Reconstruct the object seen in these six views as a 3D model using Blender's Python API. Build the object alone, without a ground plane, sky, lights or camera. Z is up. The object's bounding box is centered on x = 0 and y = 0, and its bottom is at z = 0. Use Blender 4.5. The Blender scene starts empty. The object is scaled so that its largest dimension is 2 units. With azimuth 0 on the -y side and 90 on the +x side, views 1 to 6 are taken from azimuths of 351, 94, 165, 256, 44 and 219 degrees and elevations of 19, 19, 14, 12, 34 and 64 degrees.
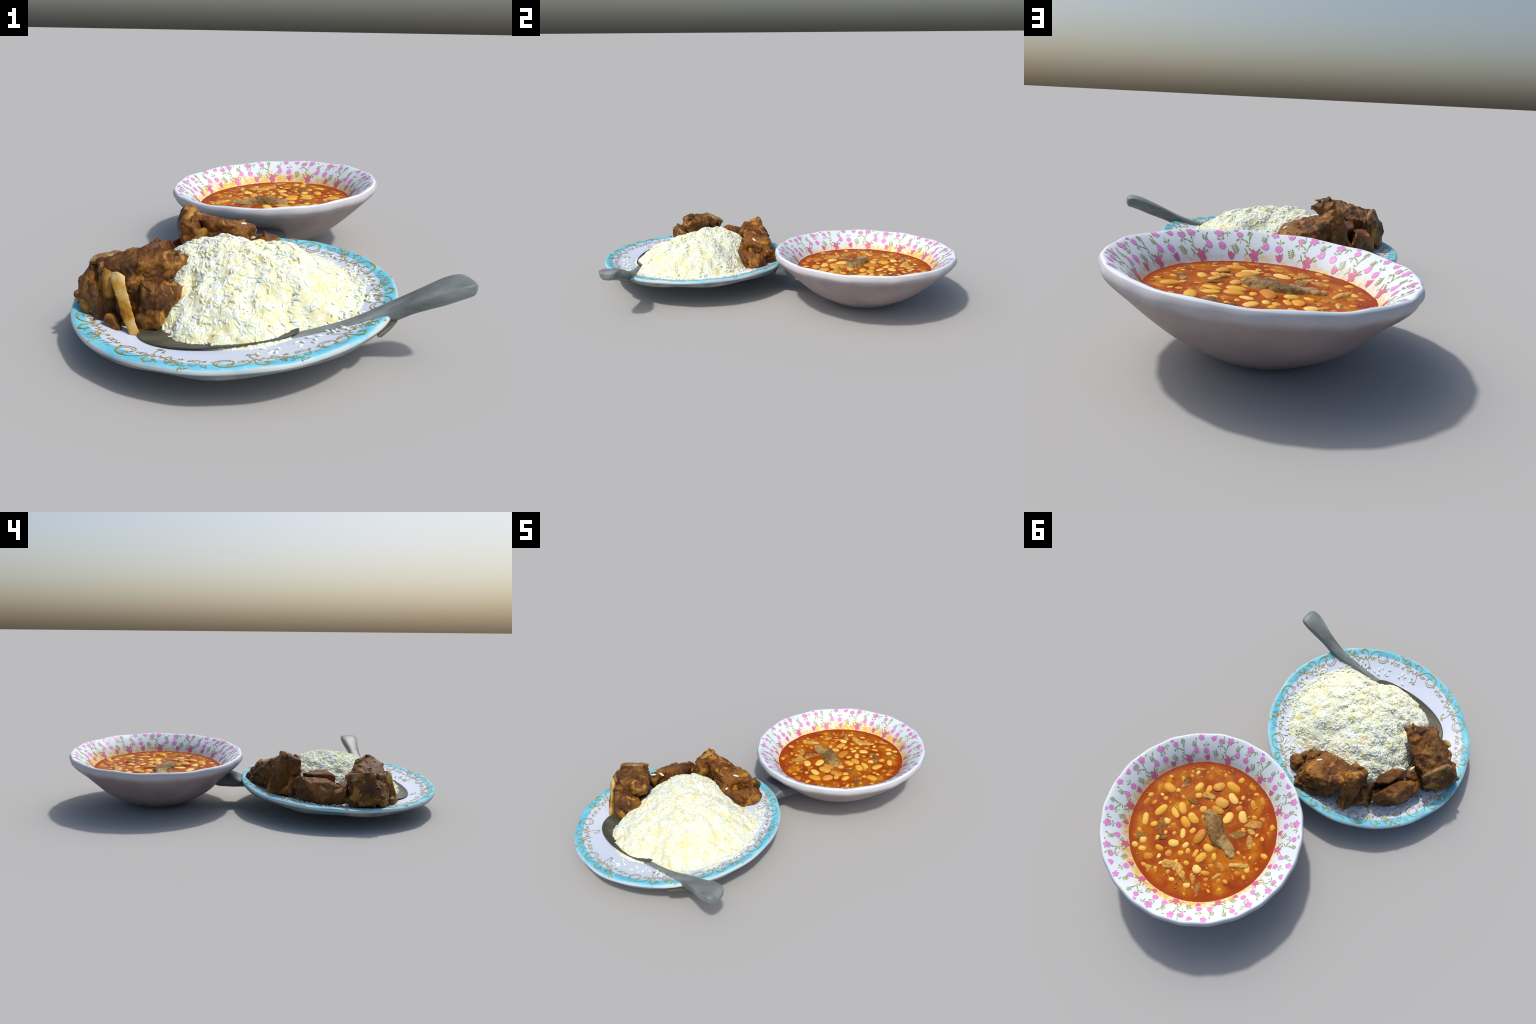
import bpy, bmesh, math, random
import numpy as np
from mathutils import Vector, Matrix, noise

random.seed(7)
rng = np.random.default_rng(7)
TAU = 2 * math.pi

# ------------------------------------------------------------------ helpers
def frame(center, nx, ny):
    """Matrix whose z axis is (nx, ny, 1) normalised: the dishes lean slightly."""
    n = Vector((nx, ny, 1)).normalized()
    x = Vector((1, 0, -nx)).normalized()
    y = n.cross(x)
    m = Matrix((x, y, n)).transposed().to_4x4()
    m.translation = Vector(center)
    return m

def link(ob):
    bpy.context.scene.collection.objects.link(ob)
    return ob

def empty(name, matrix, label, category):
    e = link(bpy.data.objects.new(name, None))
    e.matrix_world = matrix
    e["label"] = label
    e["category"] = category
    return e

def mesh_from(name, verts, faces, smooth=True):
    me = bpy.data.meshes.new(name)
    me.from_pydata([tuple(v) for v in verts], [], [tuple(f) for f in faces])
    me.update()
    if smooth:
        me.polygons.foreach_set("use_smooth", [True] * len(me.polygons))
    return me

def part(name, me, mat, parent, world=False):
    """Child object. world=True: the mesh was built in world coordinates."""
    ob = link(bpy.data.objects.new(name, me))
    if mat is not None:
        me.materials.clear()
        me.materials.append(mat)
    ob.parent = parent
    if world:
        me.transform(parent.matrix_world.inverted())
    return ob

def fbm(p, scale, octaves=3, seed=0.0):
    v, a = 0.0, 1.0
    q = Vector(p) * scale + Vector((seed, seed * 1.7, -seed))
    for _ in range(octaves):
        v += a * noise.noise(q)
        q = q * 2.03
        a *= 0.5
    return v

def smoothstep(a, b, x):
    t = min(1, max(0, (x - a) / (b - a)))
    return t * t * (3 - 2 * t)

# ---------------------------------------------------------------- materials
class Nodes:
    def __init__(self, name, rough=0.5, spec=0.3, metallic=0.0, coat=0.0):
        self.mat = bpy.data.materials.new(name)
        self.mat.use_nodes = True
        self.nt = self.mat.node_tree
        self.b = self.nt.nodes["Principled BSDF"]
        self.b.inputs["Roughness"].default_value = rough
        self.b.inputs["Specular IOR Level"].default_value = spec
        self.b.inputs["Metallic"].default_value = metallic
        self.b.inputs["Coat Weight"].default_value = coat
        self.b.inputs["Coat Roughness"].default_value = 0.12
        self.co = self.nt.nodes.new("ShaderNodeTexCoord").outputs["Object"]

    def n(self, kind, **kw):
        nd = self.nt.nodes.new(kind)
        for k, v in kw.items():
            setattr(nd, k, v)
        return nd

    def l(self, a, b):
        self.nt.links.new(a, b)

    def mapped(self, scale=(1, 1, 1), loc=(0, 0, 0), rot=(0, 0, 0), src=None):
        m = self.n("ShaderNodeMapping")
        m.inputs["Scale"].default_value = scale
        m.inputs["Location"].default_value = loc
        m.inputs["Rotation"].default_value = rot
        self.l(src or self.co, m.inputs["Vector"])
        return m.outputs["Vector"]

    def noise(self, scale, detail=4, rough=0.55, vec=None, distortion=0.0):
        t = self.n("ShaderNodeTexNoise")
        t.inputs["Scale"].default_value = scale
        t.inputs["Detail"].default_value = detail
        t.inputs["Roughness"].default_value = rough
        t.inputs["Distortion"].default_value = distortion
        self.l(vec or self.co, t.inputs["Vector"])
        return t.outputs["Fac"]

    def voronoi(self, scale, vec=None, feature="F1"):
        t = self.n("ShaderNodeTexVoronoi", feature=feature)
        t.inputs["Scale"].default_value = scale
        self.l(vec or self.co, t.inputs["Vector"])
        return t.outputs["Distance"]

    def ramp(self, fac, stops):
        r = self.n("ShaderNodeValToRGB")
        e = r.color_ramp.elements
        while len(e) < len(stops):
            e.new(0.5)
        for el, (p, c) in zip(e, stops):
            el.position = p
            el.color = (*c, 1) if len(c) == 3 else c
        self.l(fac, r.inputs["Fac"])
        return r.outputs["Color"]

    def step(self, fac, a, b):
        m = self.n("ShaderNodeMapRange", interpolation_type="SMOOTHSTEP")
        m.inputs["From Min"].default_value = a
        m.inputs["From Max"].default_value = b
        self.l(fac, m.inputs["Value"])
        return m.outputs["Result"]

    def math(self, op, a, b=None):
        m = self.n("ShaderNodeMath", operation=op)
        for i, v in enumerate((a, b)):
            if v is None:
                continue
            if isinstance(v, (int, float)):
                m.inputs[i].default_value = v
            else:
                self.l(v, m.inputs[i])
        return m.outputs[0]

    def mix(self, fac, a, b, blend="MIX"):
        m = self.n("ShaderNodeMix", data_type="RGBA", blend_type=blend)
        for sock, v in ((m.inputs["Factor"], fac), (m.inputs["A"], a), (m.inputs["B"], b)):
            if isinstance(v, (int, float)):
                sock.default_value = v
            elif isinstance(v, tuple):
                sock.default_value = (*v, 1)
            else:
                self.l(v, sock)
        return m.outputs["Result"]

    def xyz(self, src=None):
        s = self.n("ShaderNodeSeparateXYZ")
        self.l(src or self.co, s.inputs[0])
        return s.outputs

    def radius(self):
        x, y, z = self.xyz()
        return self.math("SQRT", self.math("ADD", self.math("MULTIPLY", x, x), self.math("MULTIPLY", y, y)))

    def bump(self, h, strength, dist=0.01):
        b = self.n("ShaderNodeBump")
        b.inputs["Strength"].default_value = strength
        b.inputs["Distance"].default_value = dist
        self.l(h, b.inputs["Height"])
        self.l(b.outputs["Normal"], self.b.inputs["Normal"])

    def color(self, c):
        if isinstance(c, tuple):
            self.b.inputs["Base Color"].default_value = (*c, 1)
        else:
            self.l(c, self.b.inputs["Base Color"])
        return self.mat

def ceramic_bowl():
    m = Nodes("floral_bowl_glaze", 0.45, 0.15)
    r = m.radius()
    x, y, z = m.xyz()
    cloud = m.noise(7, 3)
    white = m.mix(cloud, (0.66, 0.76, 0.84), (0.74, 0.80, 0.84))
    # orange stain splashed above the broth line, heavier on the far (+y) side
    grain = m.noise(34, 4, 0.6)
    lean = m.math("ADD", r, m.math("MULTIPLY", y, -0.045))
    ring = m.math("ADD", lean, m.math("MULTIPLY", m.math("SUBTRACT", grain, 0.5), 0.11))
    stain = m.math("SUBTRACT", 1.0, m.step(ring, 0.346, 0.398))
    stain = m.math("MULTIPLY", stain, m.step(m.noise(60, 3), 0.30, 0.55))
    inner = m.mix(stain, white, m.mix(m.noise(45, 2), (0.80, 0.36, 0.012), (0.84, 0.64, 0.14)))
    # outside: pinkish glaze darkened toward the scan's baked shading, paler near the lip
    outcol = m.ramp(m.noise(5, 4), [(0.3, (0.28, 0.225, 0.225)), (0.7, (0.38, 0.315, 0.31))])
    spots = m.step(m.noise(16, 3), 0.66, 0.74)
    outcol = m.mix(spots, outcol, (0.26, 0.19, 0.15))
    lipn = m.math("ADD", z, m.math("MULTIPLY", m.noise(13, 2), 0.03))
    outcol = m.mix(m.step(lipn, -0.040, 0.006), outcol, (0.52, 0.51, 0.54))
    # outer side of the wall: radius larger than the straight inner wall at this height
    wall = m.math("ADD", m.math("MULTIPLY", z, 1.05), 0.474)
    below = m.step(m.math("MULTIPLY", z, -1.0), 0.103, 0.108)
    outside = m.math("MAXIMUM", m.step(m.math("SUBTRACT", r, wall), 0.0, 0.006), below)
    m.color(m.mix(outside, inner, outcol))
    return m.mat

def ceramic_plate():
    m = Nodes("blue_rim_plate_glaze", 0.4, 0.2)
    r = m.radius()
    x, y, z = m.xyz()
    white = m.mix(m.noise(9, 3), (0.59, 0.67, 0.83), (0.65, 0.72, 0.84))
    edge = m.math("ADD", r, m.math("MULTIPLY", m.math("SUBTRACT", m.noise(11, 2), 0.5), 0.012))
    blue = m.ramp(m.noise(10, 4), [(0.3, (0.12, 0.51, 0.71)), (0.55, (0.17, 0.61, 0.80)), (0.72, (0.33, 0.74, 0.85))])
    top = m.mix(m.step(edge, 0.490, 0.500), white, blue)
    lip = m.step(m.math("ADD", r, m.math("MULTIPLY", m.noise(26, 4), 0.012)), 0.537, 0.545)
    under = m.ramp(m.noise(8, 5, 0.65), [(0.28, (0.05, 0.16, 0.20)), (0.48, (0.17, 0.22, 0.225)), (0.66, (0.34, 0.33, 0.31))])  # underside shade baked into these dark teal greys
    col = m.mix(lip, top, (0.55, 0.62, 0.64))
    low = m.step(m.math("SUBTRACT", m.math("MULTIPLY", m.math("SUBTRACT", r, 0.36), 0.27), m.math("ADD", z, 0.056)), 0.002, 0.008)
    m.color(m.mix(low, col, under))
    return m.mat

def flat(name, a, b, scale=30, rough=0.4):
    m = Nodes(name, rough, 0.3)
    return m.color(m.mix(m.noise(scale, 3), a, b))

def broth_mat():
    m = Nodes("tomato_broth", 0.45, 0.08)
    cloud = m.noise(9, 5, 0.6, distortion=0.4)
    col = m.ramp(cloud, [(0.32, (0.22, 0.026, 0.0005)), (0.46, (0.34, 0.056, 0.0005)), (0.58, (0.44, 0.12, 0.002)), (0.70, (0.56, 0.24, 0.010))])
    fine = m.step(m.noise(52, 4, 0.7), 0.60, 0.70)
    col = m.mix(m.math("MULTIPLY", fine, 0.6), col, (0.60, 0.26, 0.02))
    r = m.radius()
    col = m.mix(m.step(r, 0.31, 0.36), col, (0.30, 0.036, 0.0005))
    m.bump(m.noise(40, 4), 0.2, 0.005)
    return m.color(col)

def bean_mat(name, c1, c2, c3):
    m = Nodes(name, 0.4, 0.2)
    rnd = m.n("ShaderNodeObjectInfo").outputs["Random"]
    f = m.noise(38, 4, 0.6)
    f = m.math("ADD", f, m.math("MULTIPLY", m.math("SUBTRACT", rnd, 0.5), 0.28))
    m.bump(m.noise(90, 3), 0.15, 0.003)
    return m.color(m.ramp(f, [(0.28, c3), (0.48, c2), (0.68, c1)]))

def rice_base_mat():
    m = Nodes("rice_heap", 0.6, 0.1)
    m.b.inputs["Subsurface Weight"].default_value = 0.35
    m.b.inputs["Subsurface Radius"].default_value = (0.012, 0.011, 0.008)
    v = m.voronoi(34, m.mapped((1, 1, 1)))
    f = m.noise(16, 4, 0.6)
    col = m.ramp(f, [(0.36, (0.74, 0.68, 0.34)), (0.47, (0.78, 0.78, 0.50)), (0.60, (0.75, 0.80, 0.66))])
    # sauce seeping from the meat
    x, y, z = m.xyz()
    def spot(px, py, rad):
        dx = m.math("SUBTRACT", x, px); dy = m.math("SUBTRACT", y, py)
        d = m.math("SQRT", m.math("ADD", m.math("MULTIPLY", dx, dx), m.math("MULTIPLY", dy, dy)))
        d = m.math("ADD", d, m.math("MULTIPLY", m.math("SUBTRACT", m.noise(28, 3), 0.5), 0.07))
        return m.math("SUBTRACT", 1.0, m.step(d, rad * 0.4, rad))
    for px, py, rad, c in RICE_STAINS:
        col = m.mix(m.math("MULTIPLY", spot(px, py, rad), 0.75), col, c)
    m.bump(v, 0.25, 0.008)
    return m.color(col)

def rice_grain_mat(name="rice_grain"):
    m = Nodes(name, 0.55, 0.12)
    m.b.inputs["Subsurface Weight"].default_value = 0.35
    m.b.inputs["Subsurface Radius"].default_value = (0.012, 0.011, 0.008)
    col = m.ramp(m.noise(24, 4, 0.6), [(0.34, (0.80, 0.78, 0.50)), (0.44, (0.81, 0.84, 0.67)), (0.56, (0.79, 0.85, 0.79))])
    return m.color(col)

def meat_mat(name, dark, mid, warm, gold, fiber=(1, 1, 1), seed=0.0, goldcut=0.58, rough=0.38):
    m = Nodes(name, rough, 0.32)
    co = m.mapped(fiber, (seed, seed * 0.7, 0))
    big = m.noise(9, 4, 0.55, m.mapped((1, 1, 1), (seed * 2, 0, seed)), 0.3)
    fine = m.noise(26, 6, 0.7, co, 0.8)
    col = m.ramp(m.math("ADD", m.math("MULTIPLY", big, 0.6), m.math("MULTIPLY", fine, 0.4)),
                 [(0.39, dark), (0.50, mid), (0.60, warm)])
    patch = m.noise(13, 4, 0.6, m.mapped((1, 1, 1), (seed * 3 + 4, 1, 2)), 0.5)
    col = m.mix(m.step(patch, goldcut, goldcut + 0.07), col, m.mix(m.step(fine, 0.35, 0.6), warm, gold))
    m.bump(m.math("ADD", fine, m.math("MULTIPLY", m.noise(120, 3, 0.7, co), 0.5)), 0.55, 0.012)
    return m.color(col)

def bone_mat(name, pale, tan, brown):
    m = Nodes(name, 0.5, 0.2)
    f = m.noise(13, 4, 0.55, None, 0.4)
    m.bump(m.noise(60, 4), 0.25, 0.006)
    return m.color(m.ramp(f, [(0.38, brown), (0.52, tan), (0.68, pale)]))

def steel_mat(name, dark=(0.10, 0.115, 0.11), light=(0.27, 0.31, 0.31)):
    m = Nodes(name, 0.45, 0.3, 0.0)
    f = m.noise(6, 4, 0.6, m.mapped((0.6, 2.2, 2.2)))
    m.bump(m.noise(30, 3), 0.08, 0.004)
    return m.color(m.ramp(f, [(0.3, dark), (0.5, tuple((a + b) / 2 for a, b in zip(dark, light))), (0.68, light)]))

# ------------------------------------------------- soft lumps from hull pieces
def hull_mesh(points, name="hull"):
    bm = bmesh.new()
    for p in points:
        bm.verts.new(p)
    r = bmesh.ops.convex_hull(bm, input=bm.verts)
    junk = [g for g in r["geom_interior"] if isinstance(g, bmesh.types.BMVert)]
    bmesh.ops.delete(bm, geom=junk, context="VERTS")
    loose = [v for v in bm.verts if not v.link_faces]
    bmesh.ops.delete(bm, geom=loose, context="VERTS")
    bmesh.ops.recalc_face_normals(bm, faces=bm.faces)
    return bm

def capsule_points(a, b, ra, rb, k=10):
    """Points on two spheres: their hull is a tapered rod."""
    pts = []
    for c, r in ((Vector(a), ra), (Vector(b), rb)):
        for i in range(k):
            for j in (-1.0, -0.5, 0, 0.5, 1.0):
                th = TAU * i / k
                cz = math.cos(j * math.pi / 2)
                pts.append(c + Vector((math.cos(th) * cz, math.sin(th) * cz, math.sin(j * math.pi / 2))) * r)
    return pts

def lump(name, pieces, voxel=0.007, smooth=6, rough_amp=0.006, rough_scale=22, big_amp=0.008, big_scale=9, seed=0.0, ridges=0.0, chips=0, chip_size=.022):
    """Union of convex pieces, fused by voxel remeshing, rounded and roughened.
    chips: that many torn flakes are stuck on or into the skin first."""
    allbm = bmesh.new()
    pieces = list(pieces)
    if chips:
        cr = np.random.default_rng(int(seed * 10) + 3)
        faces = []
        for pts in pieces:
            bm = hull_mesh(pts)
            faces += [([v.co.copy() for v in f.verts], f.normal.copy(), f.calc_area()) for f in bm.faces]
            bm.free()
        area = np.array([f[2] for f in faces])
        for _ in range(chips):
            vs, nn, _a = faces[cr.choice(len(faces), p=area / area.sum())]
            w = cr.dirichlet(np.ones(len(vs)))
            c = sum((v * float(q) for v, q in zip(vs, w)), Vector())
            along = nn.orthogonal().normalized()
            along.rotate(Matrix.Rotation(cr.uniform(0, TAU), 3, nn))
            across = nn.cross(along)
            L, W, H = chip_size * cr.uniform(.7, 1.7), chip_size * cr.uniform(.35, .8), chip_size * cr.uniform(.15, .42)
            pieces.append([c + along * (L * cr.uniform(-1, 1)) + across * (W * cr.uniform(-1, 1)) + nn * (H * cr.uniform(-1.6, 1)) for _q in range(9)])
    for pts in pieces:
        bm = hull_mesh(pts)
        tmp = bpy.data.meshes.new("tmp")
        bm.to_mesh(tmp); bm.free()
        allbm.from_mesh(tmp)
        bpy.data.meshes.remove(tmp)
    me = bpy.data.meshes.new(name)
    allbm.to_mesh(me); allbm.free()
    ob = link(bpy.data.objects.new(name + "_work", me))
    md = ob.modifiers.new("r", "REMESH"); md.mode = "VOXEL"; md.voxel_size = voxel
    if smooth:
        md = ob.modifiers.new("s", "SMOOTH"); md.iterations = smooth; md.factor = 0.5
    dg = bpy.context.evaluated_depsgraph_get()
    out = bpy.data.meshes.new_from_object(ob.evaluated_get(dg))
    bpy.data.objects.remove(ob); bpy.data.meshes.remove(me)
    out.name = name
    nor = [v.normal.copy() for v in out.vertices]
    for v, nn in zip(out.vertices, nor):
        d = big_amp * fbm(v.co, big_scale, 2, seed) + rough_amp * fbm(v.co, rough_scale, 3, seed + 5)
        if ridges:   # creases between muscle bundles, and fine crags
            d += 0.75 * ridges
            d -= ridges * math.exp(-(fbm(v.co, 10, 2, seed + 9) / 0.10) ** 2)
            d -= 0.45 * ridges * math.exp(-(fbm(v.co, 23, 2, seed + 3) / 0.14) ** 2)
        v.co += nn * d
    out.update()
    out.polygons.foreach_set("use_smooth", [True] * len(out.polygons))
    return out

def revolve(name, profile, segs=192, wobble=None):
    """Closed profile of (radius, height) points spun round z; ends on the axis."""
    verts, faces = [], []
    k = len(profile)
    for i in range(segs):
        a = TAU * i / segs
        for r, h in profile:
            if wobble:
                r, h = wobble(a, r, h)
            verts.append((r * math.cos(a), r * math.sin(a), h))
    for i in range(segs):
        j = (i + 1) % segs
        for q in range(k - 1):
            faces.append((i * k + q, j * k + q, j * k + q + 1, i * k + q + 1))
    me = mesh_from(name, verts, faces)
    bm = bmesh.new(); bm.from_mesh(me)
    bmesh.ops.remove_doubles(bm, verts=bm.verts, dist=1e-5)
    bmesh.ops.dissolve_degenerate(bm, edges=bm.edges, dist=1e-6)
    bmesh.ops.recalc_face_normals(bm, faces=bm.faces)
    bm.to_mesh(me); bm.free()
    me.polygons.foreach_set("use_smooth", [True] * len(me.polygons))
    return me

def resample(ctrl, per=6):
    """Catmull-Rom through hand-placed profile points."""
    P = [Vector(c) for c in ctrl]
    out = []
    for i in range(len(P) - 1):
        p0 = P[max(i - 1, 0)]; p1 = P[i]; p2 = P[i + 1]; p3 = P[min(i + 2, len(P) - 1)]
        for s in range(per):
            t = s / per
            out.append(0.5 * ((2 * p1) + (p2 - p0) * t + (2 * p0 - 5 * p1 + 4 * p2 - p3) * t * t + (3 * p1 - p0 - 3 * p2 + p3) * t ** 3))
    out.append(P[-1])
    return out

def interp(x, xs, ys):
    return float(np.interp(x, xs, ys))

# ------------------------------------------------ flat prints fired on glaze
class Print:
    """Collects flat motifs drawn in (angle, radius) and lays them on a dish."""
    def __init__(self, surface):
        self.v, self.f, self.surface = [], [], surface

    def poly(self, a0, r0, pts, rot=0.0, scale=1.0):
        """Star-shaped outline pts (along, outward) about its centre, at angle a0 deg, radius r0."""
        c, s = math.cos(rot), math.sin(rot)
        base = len(self.v)
        ring = [(0.0, 0.0)] + [(0.5 * x, 0.5 * y) for x, y in pts] + list(pts)
        for x, y in ring:
            scale = 1.03
            X, Y = (x * c - y * s) * scale, (x * s + y * c) * scale
            rr = r0 + Y
            self.v.append(self.surface(math.radians(a0) - X / r0, rr))
        k = len(pts)
        for i in range(k):
            j = (i + 1) % k
            self.f.append((base, base + 1 + i, base + 1 + j))
            self.f.append((base + 1 + i, base + 1 + k + i, base + 1 + k + j, base + 1 + j))

    def stroke(self, a0, r0, pts, width, rot=0.0, scale=1.0, taper=True, per=5):
        """Brush line through pts with swelling width."""
        path = resample([(x, y) for x, y in pts], per) if len(pts) > 2 else [Vector(p) for p in pts]
        c, s = math.cos(rot), math.sin(rot)
        base = len(self.v)
        k = len(path)
        for i, p in enumerate(path):
            d = (path[min(i + 1, k - 1)] - path[max(i - 1, 0)])
            d = d.normalized() if d.length > 1e-9 else Vector((1, 0))
            nrm = Vector((-d.y, d.x))
            t = i / (k - 1)
            w = width * (0.45 + 0.55 * math.sin(math.pi * min(1, max(0, t)))) if taper else width
            for sg in (-1, 1):
                q = p + nrm * (sg * w / 2)
                X, Y = (q.x * c - q.y * s) * scale, (q.x * s + q.y * c) * scale
                self.v.append(self.surface(math.radians(a0) - X / r0, r0 + Y))
        for i in range(k - 1):
            self.f.append((base + 2 * i, base + 2 * i + 1, base + 2 * i + 3, base + 2 * i + 2))

    def leaf(self, a0, r0, x, y, length, width, ang, rot=0.0):
        pts = []
        for i in range(12):
            t = i / 12 * TAU
            px = length / 2 * math.cos(t)
            py = width / 2 * math.sin(t) * (1 - 0.35 * abs(math.cos(t)))
            pts.append((px, py))
        ca, sa = math.cos(ang), math.sin(ang)
        cr, sr = math.cos(rot), math.sin(rot)
        ox, oy = x * cr - y * sr, x * sr + y * cr
        pts = [(ox + (px * ca - py * sa) * cr - (px * sa + py * ca) * sr,
                oy + (px * ca - py * sa) * sr + (px * sa + py * ca) * cr) for px, py in pts]
        base = len(self.v)
        for px, py in pts:
            self.v.append(self.surface(math.radians(a0) - px / r0, r0 + py))
        self.f.append(tuple(range(base, base + 12)))

    def mesh(self, name):
        me = mesh_from(name, self.v, self.f, True)
        bm = bmesh.new(); bm.from_mesh(me)
        for f in bm.faces:   # every face looks up, away from the glaze
            if f.normal.z < 0:
                f.normal_flip()
        bm.to_mesh(me); bm.free()
        return me

def star_outline(R, r=0.55, n=5, k=40):
    return [(R * (r + (1 - r) * abs(math.cos(n * t / 2)) ** 0.8) * math.sin(t),
             R * (r + (1 - r) * abs(math.cos(n * t / 2)) ** 0.8) * math.cos(t)) for t in [TAU * i / k for i in range(k)]]

def disc_outline(a, b, k=20):
    return [(a * math.cos(TAU * i / k), b * math.sin(TAU * i / k)) for i in range(k)]

def tulip_outline(w, h):
    return [(-.15 * w, -.5 * h), (.15 * w, -.5 * h), (.42 * w, -.25 * h), (.5 * w, .1 * h), (.62 * w, .55 * h), (.3 * w, .32 * h),
            (.0, .5 * h), (-.3 * w, .32 * h), (-.62 * w, .55 * h), (-.5 * w, .1 * h), (-.42 * w, -.25 * h)]

# =================================================================== THE BOWL
BOWL = frame((0.1755, 0.5131, 0.2826), -0.0604, -0.002)
bowl_thing = empty("soup_bowl", BOWL, "white ceramic bowl with pink flower print inside", "bowl")
BOWL_IN = [(0.0, -0.100), (0.345, -0.100), (0.361, -0.083), (0.378, -0.062), (0.400, -0.039), (0.425, -0.019), (0.448, -0.004)]
bin_r = [p[0] for p in BOWL_IN]; bin_h = [p[1] for p in BOWL_IN]
def bowl_wobble(a, r, h):
    k = smoothstep(0.40, 0.47, r)
    return r + 0.0016 * k * math.cos(24 * a), h + 0.0022 * k * math.cos(12 * a + 0.6)
bowl_profile = ([(0.0001, -0.100), (0.18, -0.100), (0.345, -0.100)] +
    [tuple(v) for v in resample([(0.345, -0.100), (0.361, -0.083), (0.378, -0.062), (0.400, -0.039), (0.425, -0.019), (0.448, -0.004),
        (0.462, 0.003), (0.472, 0.004), (0.480, -0.006), (0.482, -0.020), (0.476, -0.034), (0.450, -0.062), (0.418, -0.091),
        (0.386, -0.121), (0.352, -0.153), (0.318, -0.184), (0.277, -0.214), (0.226, -0.243), (0.196, -0.2595), (0.184, -0.266), (0.165, -0.2735)], 5)][1:] +
    [(0.08, -0.272), (0.0001, -0.271)])
bowl_me = revolve("bowl", bowl_profile, 192, bowl_wobble)
for v in bowl_me.vertices:      # the foot stands slightly off the rim's centre
    v.co.x -= 0.016 * smoothstep(0.102, 0.24, -v.co.z)
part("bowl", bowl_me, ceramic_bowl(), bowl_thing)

def bowl_surface(a, r):
    h = interp(r, bin_r + [0.462, 0.472], bin_h + [0.003, 0.004])
    r2, h2 = bowl_wobble(a, r, h)
    off = 0.0012
    return ((r2 - off * 0.6) * math.cos(a), (r2 - off * 0.6) * math.sin(a), h2 + off * 0.9)

pink_mat = flat("pink_print", (0.62, 0.21, 0.50), (0.74, 0.32, 0.64), 60)
rose_mat = flat("stained_pink_print", (0.55, 0.10, 0.22), (0.66, 0.20, 0.34), 60)
leaf_mat = flat("olive_green_print", (0.20, 0.26, 0.03), (0.38, 0.42, 0.10), 50)

def sprig(pr, a0, r0, rot=0.0, s=1.0):
    """Fern-like sprig: a stem with short paired leaves."""
    pr.stroke(a0, r0, [(0, -.017 * s), (.001, 0), (-.001, .016 * s)], .0022, rot)
    for k, y in enumerate((-.010, -.003, .004, .011)):
        l = (.013, .012, .010, .008)[k] * s
        pr.leaf(a0, r0, .007 * s, y * s + .002, l, .0042 * s, .5, rot)
        pr.leaf(a0, r0, -.007 * s, y * s + .002, l, .0042 * s, math.pi - .5, rot)

def twig(pr, a0, r0, rot=0.0, s=1.0):
    """V-shaped twig: three long leaves from one foot."""
    pr.stroke(a0, r0, [(0, -.013 * s), (.004 * s, .0), (.010 * s, .012 * s)], .0022, rot)
    pr.leaf(a0, r0, .012 * s, .012 * s, .020 * s, .0055 * s, .85, rot)
    pr.leaf(a0, r0, -.006 * s, .003 * s, .022 * s, .005 * s, 2.1, rot)
    pr.leaf(a0, r0, -.009 * s, -.011 * s, .014 * s, .005 * s, 2.9, rot)

def stalk(pr, a0, r0, rot=0.0, s=1.0):
    """Straight stem carrying two small leaves."""
    pr.stroke(a0, r0, [(0, -.014 * s), (0, .014 * s)], .0020, rot, taper=False)
    pr.leaf(a0, r0, .009 * s, .000, .013 * s, .0058 * s, .55, rot)
    pr.leaf(a0, r0, -.009 * s, -.001, .013 * s, .0058 * s, math.pi - .55, rot)

pink, rose, green = Print(bowl_surface), Print(bowl_surface), Print(bowl_surface)
# one twelfth of the pattern; angles in degrees
rose.poly(22, .374, star_outline(.0175), .3)
green.leaf(22, .374, .016, .016, .014, .006, .8); green.leaf(22, .374, -.015, .017, .014, .006, 2.4)
green.stroke(22, .374, [(-.016, .0), (-.027, .004), (-.036, -.004)], .002)
green.leaf(22, .374, -.028, .012, .020, .005, 2.2); green.leaf(22, .374, .024, .010, .016, .005, .5)
pink.poly(9, .400, disc_outline(.0135, .0115))
stalk(green, 9, .424, 0.1)
pink.poly(16, .404, tulip_outline(.026, .024), 0.9)
pink.poly(29, .441, disc_outline(.0125, .0105))
stalk(green, 29.3, .421, math.pi + .15)
sprig(green, 2, .390, .5, .95)
sprig(green, 17, .428, -.2, .85)
twig(green, 25, .415, .4, 1.0)
flower_me = pink.mesh("flower_print"); stained_me = rose.mesh("stained_flower_print"); leaf_me = green.mesh("leaf_print")
# one sixth of the rim row
pink2, rose2, green2 = Print(bowl_surface), Print(bowl_surface), Print(bowl_surface)
rose2.poly(8, .375, tulip_outline(.022, .020), 0.3)
rose2.poly(35, .373, tulip_outline(.021, .020), -0.4)
pink2.poly(12, .4565, star_outline(.0155), .5)
pink2.poly(39, .4475, star_outline(.0185), .1)
pink2.poly(53, .4520, star_outline(.0175), .9)
pink2.poly(4, .452, tulip_outline(.024, .020), 0.2)
pink2.poly(30.5, .4600, disc_outline(.009, .0055))
sprig(green2, 24, .449, 2.8, .8)
twig(green2, 35.5, .446, 2.5, .9)
twig(green2, 57.5, .448, .9, .8)
green2.leaf(45, .446, 0, 0, .014, .006, 1.0); green2.leaf(15.5, .449, 0, 0, .013, .006, 2.0); green2.leaf(49, .456, 0, 0, .012, .005, .4)
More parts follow.
